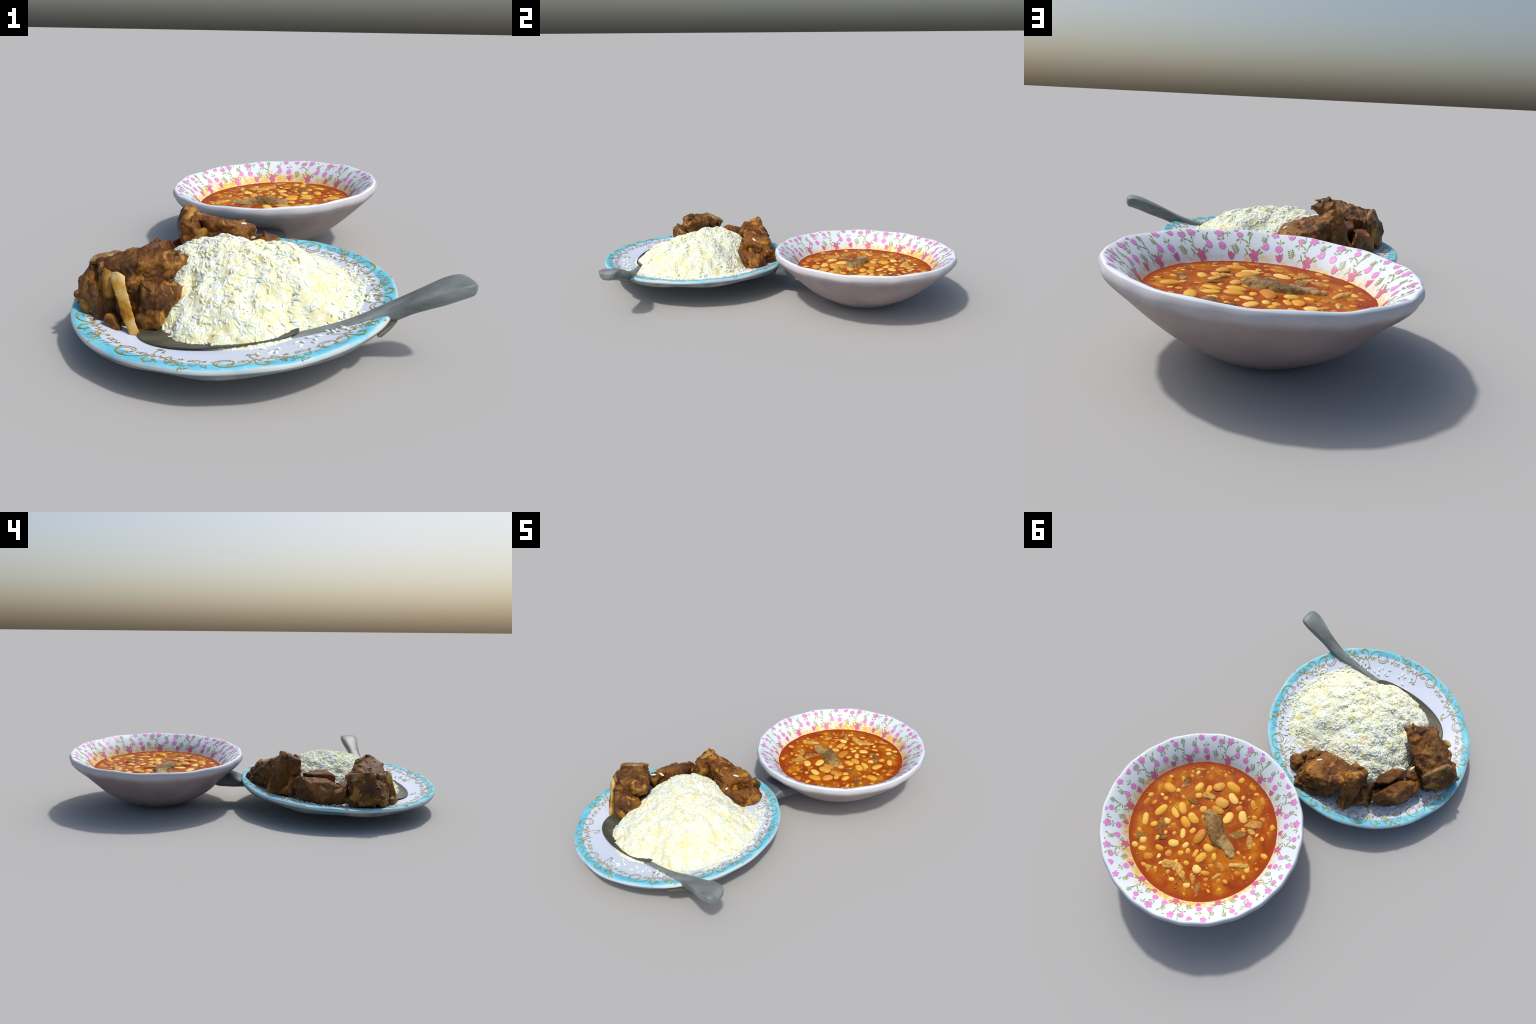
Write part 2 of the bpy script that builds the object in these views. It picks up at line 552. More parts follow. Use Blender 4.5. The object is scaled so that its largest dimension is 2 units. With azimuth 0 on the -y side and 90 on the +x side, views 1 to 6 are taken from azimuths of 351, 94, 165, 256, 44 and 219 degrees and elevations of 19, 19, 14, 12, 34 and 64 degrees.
rim_pink = pink2.mesh("flower_print"); rim_rose = rose2.mesh("stained_flower_print"); rim_green = green2.mesh("leaf_print")
def ring_copies(me, mat, name, count, step_deg, parent):
    for i in range(count):
        ob = part(name, me, mat if i == 0 else None, parent)
        ob.rotation_euler = (0, 0, math.radians(step_deg * i))
ring_copies(flower_me, pink_mat, "flower_print", 12, 30, bowl_thing)
ring_copies(stained_me, rose_mat, "stained_flower_print", 12, 30, bowl_thing)
ring_copies(leaf_me, leaf_mat, "leaf_print", 12, 30, bowl_thing)
ring_copies(rim_pink, pink_mat, "rim_flower_print", 6, 60, bowl_thing)
ring_copies(rim_rose, rose_mat, "wall_flower_print", 6, 60, bowl_thing)
ring_copies(rim_green, leaf_mat, "rim_leaf_print", 6, 60, bowl_thing)

# =================================================================== THE STEW
SOUP_H = -0.0870
stew = empty("bean_stew", BOWL @ Matrix.Translation((0.0, 0, SOUP_H)), "orange tomato broth full of white beans", "stew")
def broth_height(x, y):
    r = math.hypot(x, y)
    return 0.0016 * fbm((x, y, 0), 14, 3, 2.0) + 0.0015 * smoothstep(0.345, 0.368, r)
verts, faces = [(0, 0, broth_height(0, 0))], []
RN, SN = 64, 160
for i in range(1, RN + 1):
    r = 0.3665 * i / RN
    for j in range(SN):
        a = TAU * j / SN
        verts.append((r * math.cos(a), r * math.sin(a), broth_height(r * math.cos(a), r * math.sin(a))))
for j in range(SN):
    faces.append((0, 1 + j, 1 + (j + 1) % SN))
    for i in range(RN - 1):
        b, c2 = 1 + i * SN, 1 + (i + 1) * SN
        faces.append((b + j, c2 + j, c2 + (j + 1) % SN, b + (j + 1) % SN))
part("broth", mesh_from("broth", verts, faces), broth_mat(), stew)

# beans: x, y, length, width, heading in degrees
BEANS = [(0.027, -0.26, 0.079, 0.046, -177), (-0.008, -0.213, 0.073, 0.041, 163), (0.086, -0.216, 0.059, 0.048, -118), (0.118, -0.175, 0.043, 0.033, -67),
 (0.162, -0.153, 0.052, 0.035, -92), (0.134, -0.117, 0.036, 0.031, -140), (0.271, -0.058, 0.066, 0.045, 179), (0.31, -0.022, 0.051, 0.023, -56),
 (0.27, -0.165, 0.026, 0.026, -140), (0.136, -0.285, 0.026, 0.02, -140), (0.226, 0.059, 0.075, 0.042, -102), (0.164, 0.023, 0.069, 0.032, 156),
 (0.148, -0.017, 0.066, 0.039, 142), (0.073, -0.011, 0.068, 0.043, 169), (0.09, 0.028, 0.064, 0.042, 160), (0.166, 0.082, 0.041, 0.033, -171),
 (0.252, 0.141, 0.067, 0.032, -56), (0.018, -0.16, 0.071, 0.057, -172), (0.067, -0.076, 0.036, 0.038, -140), (0.01, -0.117, 0.066, 0.037, -172),
 (-0.054, -0.12, 0.071, 0.044, -78), (-0.111, -0.167, 0.069, 0.042, 139), (-0.108, -0.25, 0.058, 0.033, 139), (-0.132, -0.295, 0.047, 0.026, 139),
 (0.063, 0.079, 0.056, 0.027, -52), (0.034, 0.04, 0.035, 0.026, -98), (-0.011, 0.042, 0.082, 0.047, -83), (0.064, 0.144, 0.053, 0.04, -156),
 (0.186, 0.224, 0.035, 0.035, -140), (0.099, 0.204, 0.043, 0.027, -171), (0.012, 0.116, 0.035, 0.026, -98), (0.004, 0.159, 0.028, 0.025, -141),
 (-0.016, 0.131, 0.029, 0.025, -58), (-0.052, 0.118, 0.046, 0.023, -83), (0.046, 0.198, 0.041, 0.04, -98), (0.115, 0.269, 0.056, 0.043, -151),
 (-0.082, 0.058, 0.05, 0.039, -171), (-0.084, 0.114, 0.066, 0.043, -93), (-0.051, 0.179, 0.028, 0.024, -171), (-0.108, 0.17, 0.046, 0.041, 170),
 (-0.154, 0.155, 0.055, 0.028, -141), (-0.148, 0.117, 0.031, 0.025, -141), (-0.19, 0.092, 0.064, 0.038, 160), (-0.122, 0.257, 0.034, 0.028, -151),
 (0.321, 0.031, 0.036, 0.031, -140), (-0.049, -0.323, 0.053, 0.035, 177), (0.311, 0.067, 0.058, 0.034, -86), (0.278, 0.045, 0.036, 0.023, -96),
 (0.101, 0.308, 0.036, 0.024, -170), (-0.172, 0.18, 0.027, 0.021, -141), (-0.246, -0.014, 0.022, 0.018, 159), (0.25, -0.003, 0.029, 0.027, -140),
 (-0.066, -0.19, 0.044, 0.034, -108), (0.124, 0.076, 0.032, 0.034, -140), (-0.075, -0.258, 0.022, 0.016, -140), (-0.27, 0.063, 0.035, 0.025, -141)]
SUNKEN = {7, 8, 9, 22, 23, 40, 41, 42, 44, 45, 46, 47, 48, 49, 50, 51, 52, 53, 54, 55, 35, 34}
TAWNY = {2, 17, 26, 18, 19, 42, 34}

def bean_mesh(seed):
    """Unit kidney: length 1 along x, width 1 along y."""
    bm = bmesh.new()
    bmesh.ops.create_uvsphere(bm, u_segments=24, v_segments=14, radius=0.5)
    for v in bm.verts:
        x, y, z = v.co
        pinch = 1 - 0.16 * math.exp(-(x / 0.17) ** 2) * (1 if y > 0 else 0.25)
        y2 = y * pinch - 0.12 * (0.25 - x * x)
        d = 1 + 0.05 * fbm((x, y, z), 3, 2, seed)
        v.co = (x * d, y2 * d, z * d)
    me = bpy.data.meshes.new("bean")
    bm.to_mesh(me); bm.free()
    me.polygons.foreach_set("use_smooth", [True] * len(me.polygons))
    return me
bean_shapes = [bean_mesh(s * 3.1) for s in range(4)]
tawny_shapes = [m.copy() for m in bean_shapes]
sunk_shapes = [m.copy() for m in bean_shapes]
cream = bean_mat("cream_bean", (0.88, 0.63, 0.20), (0.80, 0.47, 0.055), (0.64, 0.25, 0.010))
tawny = bean_mat("tawny_bean", (0.74, 0.44, 0.10), (0.62, 0.28, 0.03), (0.42, 0.13, 0.006))
murky = bean_mat("sunken_bean", (0.74, 0.40, 0.05), (0.58, 0.22, 0.010), (0.42, 0.10, 0.002))
for shapes, mt in ((bean_shapes, cream), (tawny_shapes, tawny), (sunk_shapes, murky)):
    for m in shapes:
        m.materials.append(mt)
for i, (x, y, L, W, ang) in enumerate(BEANS):
    shapes = tawny_shapes if i in TAWNY else sunk_shapes if i in SUNKEN else bean_shapes
    ob = part("bean", shapes[i % 4], None, stew)
    th = W * 0.42
    z = broth_height(x, y) + (-0.30 * th if i in SUNKEN else -0.10 * th if i not in TAWNY else 0.06 * th)
    ob.location = (x, y, z)
    ob.scale = (L * 1.03, W * 1.05, th)
    ob.rotation_euler = (rng.uniform(-.15, .15), rng.uniform(-.12, .12), math.radians(ang))

# more small beans and split halves drifting between the big ones
taken = [(x, y, L) for x, y, L, W, a in BEANS] + [(-.05, -.03, .16), (-.15, 0, .10)]
tries = 0
while len(taken) < 118 and tries < 4000:
    tries += 1
    r = 0.335 * math.sqrt(rng.uniform()); a = rng.uniform(0, TAU)
    x, y = r * math.cos(a), r * math.sin(a)
    L = rng.uniform(.020, .040)
    if any(math.hypot(x - p, y - q) < .42 * (L + l) + .004 for p, q, l in taken):
        continue
    taken.append((x, y, L))
    deep = rng.uniform() < .55
    ob = part("bean", (sunk_shapes if deep else bean_shapes)[len(taken) % 4], None, stew)
    W = L * rng.uniform(.6, .9); th = W * .42
    ob.location = (x, y, broth_height(x, y) - (.32 if deep else .15) * th)
    ob.scale = (L, W, th)
    ob.rotation_euler = (rng.uniform(-.2, .2), rng.uniform(-.2, .2), rng.uniform(0, TAU))

def ridge_points(line, half, low=-0.03):
    """Points for a rounded ridge: line of (x, y, width, top)."""
    pts = []
    for x, y, w, t in line:
        for k in range(8):
            a = TAU * k / 8
            pts.append((x + w * math.cos(a), y + w * math.sin(a), low))
            pts.append((x + .62 * w * math.cos(a), y + .62 * w * math.sin(a), t))
    return pts
stew_meat = meat_mat("stewed_meat", (0.17, 0.085, 0.018), (0.33, 0.19, 0.055), (0.52, 0.35, 0.13), (0.50, 0.29, 0.07), (1, 3, 2), 1.0, 0.6)
me = lump("meat_strip", [ridge_points([(0.022, -0.072, .044, .014), (-0.010, -0.060, .054, .018), (-0.045, -0.036, .054, .016)], 0),
                         ridge_points([(-0.045, -0.036, .054, .016), (-0.080, -0.012, .056, .013), (-0.110, -0.006, .046, .010)], 0),
                         ridge_points([(-0.125, -0.014, .034, .010), (-0.165, .004, .036, .008), (-0.208, .018, .012, .002)], 0)],
          0.004, 2, 0.005, 40, 0.004, 14, 1.0, .003, 30, .018)
part("meat_strip", me, stew_meat, stew)
# crumbly shreds half under the broth: centre, size along/across, top, heading
shred_gold = meat_mat("golden_shred", (0.34, 0.13, 0.012), (0.56, 0.28, 0.04), (0.72, 0.44, 0.10), (0.74, 0.46, 0.12), (1, 1, 1), 2.0, 0.55)
shred_brown = meat_mat("brown_shred", (0.15, 0.055, 0.006), (0.32, 0.15, 0.025), (0.52, 0.29, 0.07), (0.52, 0.29, 0.07), (1, 3, 1), 3.0, 0.6)
SHREDS = [(-.005, .230, .045, .036, .011, 20, 1), (-.075, .240, .055, .018, .009, 165, 1), (-.128, .222, .032, .014, .008, 140, 1),
          (-.250, .034, .056, .018, .009, 215, 1), (-.216, -.089, .032, .022, .010, 130, 1),
          (-.175, -.171, .036, .030, .007, 40, 1), (-.19, -.135, .022, .020, .006, 10, 1), (.165, .119, .045, .030, .007, 120, 0), (.12, .155, .022, .014, .006, 60, 0),
          (-.148, -.081, .036, .030, .009, 50, 0), (.132, -.076, .028, .022, .012, 0, 0), (.092, -.145, .030, .024, .012, 20, 1),
          (.215, .209, .034, .026, .005, 80, 0), (.059, .297, .030, .018, .005, 30, 1), (-.205, .135, .030, .012, .005, 70, 1),
          (-.172, .242, .040, .018, .004, 120, 0), (.228, -.129, .034, .022, .004, 100, 0), (.220, -.230, .034, .012, .004, 40, 1), (.085, -.322, .040, .012, .004, 140, 0)]
for k, (x, y, a, b, t, ang, gold) in enumerate(SHREDS):
    ca, sa = math.cos(math.radians(ang)), math.sin(math.radians(ang))
    line = [(x + ca * s, y + sa * s, b * (1 - .3 * abs(s) / a), .6 * t * (1 - .35 * abs(s) / a)) for s in (-a * .75, 0, a * .75)]
    me = lump("shred", [ridge_points(line, 0, -.012)], 0.004, 3, 0.005, 42, 0.004, 20, 4.0 + k)
    part("shred", me, shred_gold if gold else shred_brown, stew)
# crumbs and thin fibres floating on top
bm = bmesh.new()
for k in range(130):
    r = 0.345 * math.sqrt(rng.uniform()); a = rng.uniform(0, TAU)
    x, y = r * math.cos(a), r * math.sin(a)
    if fbm((x, y, 0), 7, 2, 8) < -0.05:
        continue
    s = rng.uniform(.003, .0065)
    M = Matrix.Translation((x, y, broth_height(x, y))) @ Matrix.Rotation(rng.uniform(0, TAU), 4, "Z") @ Matrix.Diagonal((s * rng.uniform(1, 2.2), s, s * .6, 1))
    bmesh.ops.create_icosphere(bm, subdivisions=1, radius=1, matrix=M)
me = bpy.data.meshes.new("crumb"); bm.to_mesh(me); bm.free()
me.polygons.foreach_set("use_smooth", [True] * len(me.polygons))
cr = part("crumb", me, shred_gold, stew); cr["kind"] = "stuff"

# ================================================================== THE PLATE
PLATE_C = Vector((-0.124, -0.4595, 0.142))
PLATE = frame(PLATE_C, -0.0634, -0.0118)
plate_thing = empty("dinner_plate", PLATE, "round white plate with sky blue rim and gold scrolls", "plate")
PL_TOP = [(0.0001, -.042), (.20, -.042), (.30, -.041), (.36, -.036), (.41, -.027), (.46, -.015), (.50, -.004), (.522, .001)]
pt_r = [p[0] for p in PL_TOP]; pt_h = [p[1] for p in PL_TOP]
def plate_wobble(a, r, h):
    k = smoothstep(0.500, 0.535, r)
    w = 0.5 * math.cos(17 * a) + 0.5 * math.cos(10 * a + 1.0) + 0.5 * math.cos(5 * a + 2)
    under = smoothstep(-.012, -.03, h) * smoothstep(.40, .5, r)
    return r + 0.0022 * k * w, h + 0.0020 * k * math.cos(13 * a + 2) + under * 0.004 * math.cos(9 * a) 
plate_profile = PL_TOP[:4] + [tuple(v) for v in resample([(.36, -.036), (.41, -.027), (.46, -.015), (.50, -.004), (.522, .001), (.531, .001),
        (.538, -.004), (.539, -.015), (.530, -.027), (.512, -.040), (.480, -.052), (.430, -.063), (.36, -.076), (.30, -.086), (.26, -.090)], 5)][1:] + [(.12, -.089), (.0001, -.088)]
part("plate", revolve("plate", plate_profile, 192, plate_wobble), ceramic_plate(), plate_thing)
def plate_height(r):
    return interp(r, pt_r, pt_h)
def plate_surface(a, r):
    r2, h2 = plate_wobble(a, r, plate_height(r))
    return (r2 * math.cos(a), r2 * math.sin(a), h2 + 0.0013)

gold = Print(plate_surface)
R0, A0 = .487, -100.0
def g(pts, w=.0042, taper=True): gold.stroke(A0, R0, pts, w * .88, taper=taper, per=4)
def ball(x, y, r): gold.poly(A0 - math.degrees(x / R0), R0 + y, disc_outline(r, r, 12))
def spiral(x, y, R, turns, start, sgn=1, w=.0034):
    n = int(9 * turns) + 2
    g([(x + R * (1 - .8 * i / n) * math.cos(start + sgn * TAU * turns * i / n), y + R * (1 - .8 * i / n) * math.sin(start + sgn * TAU * turns * i / n)) for i in range(n)], w)
def trefoil(x, y, s, rot):
    for k in (-1, 0, 1):
        an = rot + k * 1.15
        gold.leaf(A0, R0, x + .6 * s * math.cos(an), y + .6 * s * math.sin(an), 1.25 * s, .62 * s, an)
# the C scroll with its inner line, balls and curl
g([(-.075, -.015), (-.066, .010), (-.048, .030), (-.018, .037), (.010, .029), (.026, .008), (.026, -.012), (.012, -.026), (-.008, -.028), (-.022, -.019), (-.027, -.006), (-.026, .002)], .0052)
g([(-.012, .036), (.012, .024), (.019, .004), (.013, -.011), (.0, -.017), (-.014, -.015)], .0032)
ball(-.025, .002, .0048); ball(-.014, -.014, .003)
g([(-.036, .032), (-.016, .027), (-.010, .018), (-.014, .010), (-.021, .011)], .0032); ball(-.021, .013, .0045)
gold.leaf(A0, R0, -.012, .034, .034, .008, -.15)
gold.leaf(A0, R0, .034, -.010, .010, .005, 1.2)
# butterfly bud and paired spirals
trefoil(.060, -.015, .009, 2.6)
spiral(.080, -.013, .0135, 1.3, 2.3, 1)
spiral(.083, .018, .0135, 1.3, -1.8, -1)
g([(.067, -.004), (.066, .008), (.070, .016)], .003)
spiral(.113, .016, .0115, 1.2, 2.6, -1)
spiral(.128, .034, .008, 1.1, 0.4, 1)
g([(.095, .026), (.106, .034), (.118, .030), (.130, .014), (.138, .002)], .0036)
for k in range(5):
    an = -2.4 + .8 * k
    gold.leaf(A0, R0, .134 + .008 * math.cos(an), .014 + .008 * math.sin(an), .013, .0045, an)
# leafy spray
g([(.125, -.018), (.137, -.008), (.155, .000), (.172, -.008), (.188, -.016), (.205, -.014), (.222, -.014)], .0034)
for k, x in enumerate((.130, .140, .150, .161, .171, .181, .192, .203, .213)):
    y = interp(x, [.125, .137, .155, .172, .188, .205, .222], [-.018, -.008, 0, -.008, -.016, -.014, -.014])
    sg = 1 if k % 2 else -1
    gold.leaf(A0, R0, x + .003, y + sg * .006, .013, .005, sg * .9)
trefoil(.127, -.020, .007, 3.6)
spiral(.207, -.003, .008, 1.0, -1.4, 1, .0028)
# ball curl hanging from the big leaf
g([(.172, .036), (.180, .028), (.190, .030), (.200, .034)], .003)
g([(.193, .018), (.186, .024), (.190, .036), (.204, .041), (.217, .034), (.222, .018), (.222, .002), (.222, -.014)], .0056)
ball(.194, .017, .0055)
gold.leaf(A0, R0, .212, .037, .028, .008, -.6)
# tail curl pointing to the well
g([(.222, -.014), (.226, -.034), (.232, -.050), (.228, -.062), (.215, -.066), (.206, -.058), (.207, -.050)], .0042)
ball(.207, -.050, .0045)
trefoil(.233, -.066, .009, -1.2)
g([(.222, -.014), (.232, .0), (.240, .012), (.247, .026)], .0045)
# small tendrils and buds that knit the scrolls into one band
for x, y, rot in ((-.048, -.012, .6), (.048, .026, -.5), (.098, -.018, 1.2), (.150, .026, -.9), (.165, -.026, 2.4), (.245, -.012, .2), (.100, .040, 2.8), (.150, .012, 2.0)):
    spiral(x, y, .0085, 1.1, rot, 1 if x < .1 else -1, .0028)
    gold.leaf(A0, R0, x + .010 * math.cos(rot), y + .010 * math.sin(rot), .013, .0048, rot + .8)
    gold.leaf(A0, R0, x - .008 * math.cos(rot), y + .009, .011, .0042, rot - .9)
scroll_me = gold.mesh("gold_scroll")
gold_mat = flat("gold_print", (0.26, 0.21, 0.02), (0.44, 0.38, 0.12), 40)
ring_copies(scroll_me, gold_mat, "gold_scroll", 10, 36, plate_thing)

# =================================================================== THE RICE
# footprint in the plate's own axes: angle in degrees, reach
FOOT = [(-180, .31), (-160, .31), (-140, .340), (-128, .362), (-115, .370), (-100, .372), (-90, .376), (-80, .374), (-70, .362), (-65, .348), (-55, .375), (-45, .415), (-32, .435), (-20, .440), (-8, .447),
        (6, .450), (22, .445), (34, .440), (45, .415), (56, .375), (75, .33), (100, .36), (120, .37), (150, .36)]
MX, MY = .0, .04
foot = [(r * math.cos(math.radians(a)) - MX, r * math.sin(math.radians(a)) - MY) for a, r in FOOT]
fa = np.array([math.atan2(y, x) for x, y in foot]); fr = np.array([math.hypot(x, y) for x, y in foot])
o = np.argsort(fa); fa, fr = fa[o], fr[o]
# eight cross-sections of the heap, every 45 degrees from -180: height at 0, .2, .4, .6, .8 of the way out
SPOKES = np.array([(.142, .134, .120, .092, .042), (.142, .115, .088, .052, .012), (.142, .126, .098, .060, .016), (.142, .131, .111, .083, .032),
                   (.142, .136, .115, .080, .022), (.142, .133, .108, .070, .010), (.142, .140, .130, .104, .055), (.142, .142, .134, .113, .068)])
SPOKES = np.hstack([SPOKES, np.full((8, 1), -.043)])
SWELLS = [(-.03, .066, .010, .05)]   # the pinched-up summit: x, y, height, spread
RICE_STAINS = [(-.03, .14, .030, (0.85, 0.36, 0.03)), (-.17, .20, .035, (0.75, 0.45, 0.05)), (.19, .27, .06, (0.78, 0.56, 0.22)), (-.18, -.10, .06, (0.70, 0.50, 0.16)), (.0, .26, .04, (0.75, 0.52, 0.15))]
def rice_t(x, y):
    th = math.atan2(y - MY, x - MX)
    return math.hypot(x - MX, y - MY) / float(np.interp(th, fa, fr, period=TAU)), th
def along(row, t):
    """Smooth (Catmull-Rom) run down one cross-section."""
    f = min(4.999, max(0, t * 5)); k = int(f); u = f - k
    p0 = row[k - 1] if k else row[1]; p1 = row[k]; p2 = row[k + 1]; p3 = row[min(k + 2, 5)]
    return .5 * (2 * p1 + (p2 - p0) * u + (2 * p0 - 5 * p1 + 4 * p2 - p3) * u * u + (3 * p1 - p0 - 3 * p2 + p3) * u ** 3)
def rice_smooth(x, y):
    t, th = rice_t(x, y)
    f = (th + math.pi) / (TAU / 8); i = int(f) % 8; w = f - int(f); w = w * w * (3 - 2 * w)
    h = along(SPOKES[i], t) * (1 - w) + along(SPOKES[(i + 1) % 8], t) * w
    for sx, sy, sh, sr in SWELLS:
        h += sh * math.exp(-((x - sx) ** 2 + (y - sy) ** 2) / sr ** 2) * smoothstep(1.0, .8, t)
    return h, t
def rice_height(x, y):
    h, t = rice_smooth(x, y)
    k = smoothstep(1.0, .86, t)
    h += k * (.016 * fbm((x, y, 0), 12, 2, 3) + .011 * fbm((x, y, 0), 24, 2, 6) + .003 * fbm((x, y, 0), 60, 2, 4))
    return max(h, plate_height(math.hypot(x, y)) + .004 - .02 * smoothstep(.97, 1.02, t))
rice = empty("rice_heap", PLATE @ Matrix.Translation((0, 0, -.05)), "heaped mound of loose white rice grains", "rice")
verts, faces = [], []
RA, RR = 280, 120
for i in range(RR + 1):
    for j in range(RA):
        th = TAU * j / RA
        R = float(np.interp((th + math.pi) % TAU - math.pi, fa, fr, period=TAU)) * 1.02
        q = (i / RR) * R if i else 0.001
        x, y = MX + q * math.cos(th), MY + q * math.sin(th)
        verts.append((x, y, rice_height(x, y) + .05))
for i in range(RR):
    for j in range(RA):
        k = (j + 1) % RA
        faces.append((i * RA + j, (i + 1) * RA + j, (i + 1) * RA + k, i * RA + k))
faces.append(tuple(range(RA)))
part("rice_mound", mesh_from("rice_mound", verts, faces), rice_base_mat(), rice)

def grain_mesh(name, seg=8, rings=6, bend=.0):
    bm = bmesh.new()
    bmesh.ops.create_uvsphere(bm, u_segments=seg, v_segments=rings, radius=1)
    for v in bm.verts:
        z = v.co.z
        v.co = (z, v.co.x * .37 * (1 - .25 * z * z) + bend * z * z, v.co.y * .30 * (1 - .25 * z * z))
    me = bpy.data.meshes.new(name); bm.to_mesh(me); bm.free()
    me.polygons.foreach_set("use_smooth", [True] * len(me.polygons))
    return me
grain_shapes = [grain_mesh("rice_grain", bend=b) for b in (0, .08, -.1)]
grain_mat = rice_grain_mat()
for m in grain_shapes:
    m.materials.append(grain_mat)
def grain_matrix(x, y, lift=.0, size=None):
    e = .004
    h = rice_height(x, y)
    nx = rice_smooth(x - e, y)[0] - rice_smooth(x + e, y)[0]; ny = rice_smooth(x, y - e)[0] - rice_smooth(x, y + e)[0]
    n = Vector((nx / (2 * e), ny / (2 * e), 1)).normalized()
    if n.z < .35: n = Vector((n.x, n.y, .6)).normalized()
    q = n.to_track_quat("Z", "Y").to_matrix().to_4x4()
    s = size or rng.uniform(.0120, .0160)
    tilt = rng.normal(0, .09)
    return Matrix.Translation(Vector((x, y, h + .05)) + n * lift) @ q @ Matrix.Rotation(rng.uniform(0, TAU), 4, "Z") @ Matrix.Rotation(tilt, 4, "Y") @ Matrix.Diagonal((s, s, s, 1))
base_v = [np.array([v.co[:] for v in m.vertices]) for m in grain_shapes]
base_f = [[tuple(p.vertices) for p in m.polygons] for m in grain_shapes]
gv, gf, named = [], [], 0
for k in range(4600):
    while True:
        th = rng.uniform(0, TAU); q = math.sqrt(rng.uniform())
        R = float(np.interp((th + math.pi) % TAU - math.pi, fa, fr, period=TAU))
        x, y = MX + q * R * 1.0 * math.cos(th), MY + q * R * 1.0 * math.sin(th)
        break
    M = grain_matrix(x, y, rng.uniform(-.0036, -.0012))
    if k < 280:
        ob = part("rice_grain", grain_shapes[k % 3], None, rice)
        ob.matrix_local = M
    else:
        A = np.array(M); vv = base_v[k % 3] @ A[:3, :3].T + A[:3, 3]
        off = len(gv); gv.extend(vv.tolist()); gf.extend(tuple(i + off for i in f) for f in base_f[k % 3])
# loose grains: by the spoon, and under the meat at the far edge of the plate
LOOSE = [((.42, .10), .05, 40), ((.43, -.02), .04, 36), ((.41, -.14), .04, 36), ((.36, .24), .05, 40), ((.33, -.28), .05, 24), ((.28, .33), .04, 20), ((.17, -.37), .05, 10), ((.27, -.33), .04, 9), ((-.31, .27), .06, 44), ((-.24, .34), .05, 34), ((-.36, .17), .04, 14), ((.05, -.41), .03, 5)]
for (cx, cy), spread, count in LOOSE:
    for k in range(count):
        x, y = cx + rng.normal(0, spread * .6), cy + rng.normal(0, spread * .5)
        r = math.hypot(x, y)
        if r > .475: continue
        s = rng.uniform(.010, .014)
        M = Matrix.Translation((x, y, max(plate_height(r), rice_smooth(x, y)[0]) + .05 + .001 + rng.uniform(0, .002))) @ Matrix.Rotation(rng.uniform(0, TAU), 4, "Z") @ Matrix.Rotation(rng.normal(0, .2), 4, "Y") @ Matrix.Diagonal((s, s, s, 1))
        A = np.array(M); vv = base_v[k % 3] @ A[:3, :3].T + A[:3, 3]
        off = len(gv); gv.extend(vv.tolist()); gf.extend(tuple(i + off for i in f) for f in base_f[k % 3])
# single grains that fell on the meat (world positions)
for gx, gy, gz, ga in ((-.051, -.106, .264, .7), (-.027, -.196, .236, 2.0), (-.434, -.376, .222, 1.3), (-.40, -.345, .225, .2)):
    p = rice.matrix_world.inverted() @ Vector((gx, gy, gz))
    ob = part("rice_grain", grain_shapes[0], None, rice)
    ob.matrix_local = Matrix.Translation(p) @ Matrix.Rotation(ga, 4, "Z") @ Matrix.Rotation(.3, 4, "Y") @ Matrix.Diagonal((.017, .017, .017, 1))
lg = part("loose_rice", mesh_from("loose_rice", gv, gf), grain_mat, rice)
lg["kind"] = "stuff"

# =================================================================== THE MEAT
flesh_a = meat_mat("roast_meat", (0.034, 0.012, 0.002), (0.120, 0.043, 0.006), (0.27, 0.115, 0.016), (0.50, 0.25, 0.04), (2.6, 1, 1.6), 1.3, 0.555)
flesh_b = meat_mat("roast_meat_red", (0.045, 0.013, 0.002), (0.140, 0.045, 0.005), (0.29, 0.115, 0.018), (0.42, 0.19, 0.03), (1.2, 2.8, 1.2), 4.1, 0.60)
flesh_c = meat_mat("roast_meat_sauced", (0.050, 0.014, 0.002), (0.17, 0.058, 0.006), (0.33, 0.145, 0.024), (0.50, 0.22, 0.022), (1, 2.6, 1.6), 7.7, 0.555)
fat_mat = bone_mat("golden_fat", (0.50, 0.30, 0.07), (0.28, 0.125, 0.015), (0.10, 0.038, 0.005))
bone = bone_mat("cream_bone", (0.68, 0.56, 0.28), (0.48, 0.25, 0.03), (0.24, 0.09, 0.008))
white_bone = bone_mat("pale_gristle", (0.60, 0.56, 0.42), (0.26, 0.15, 0.045), (0.11, 0.050, 0.012))

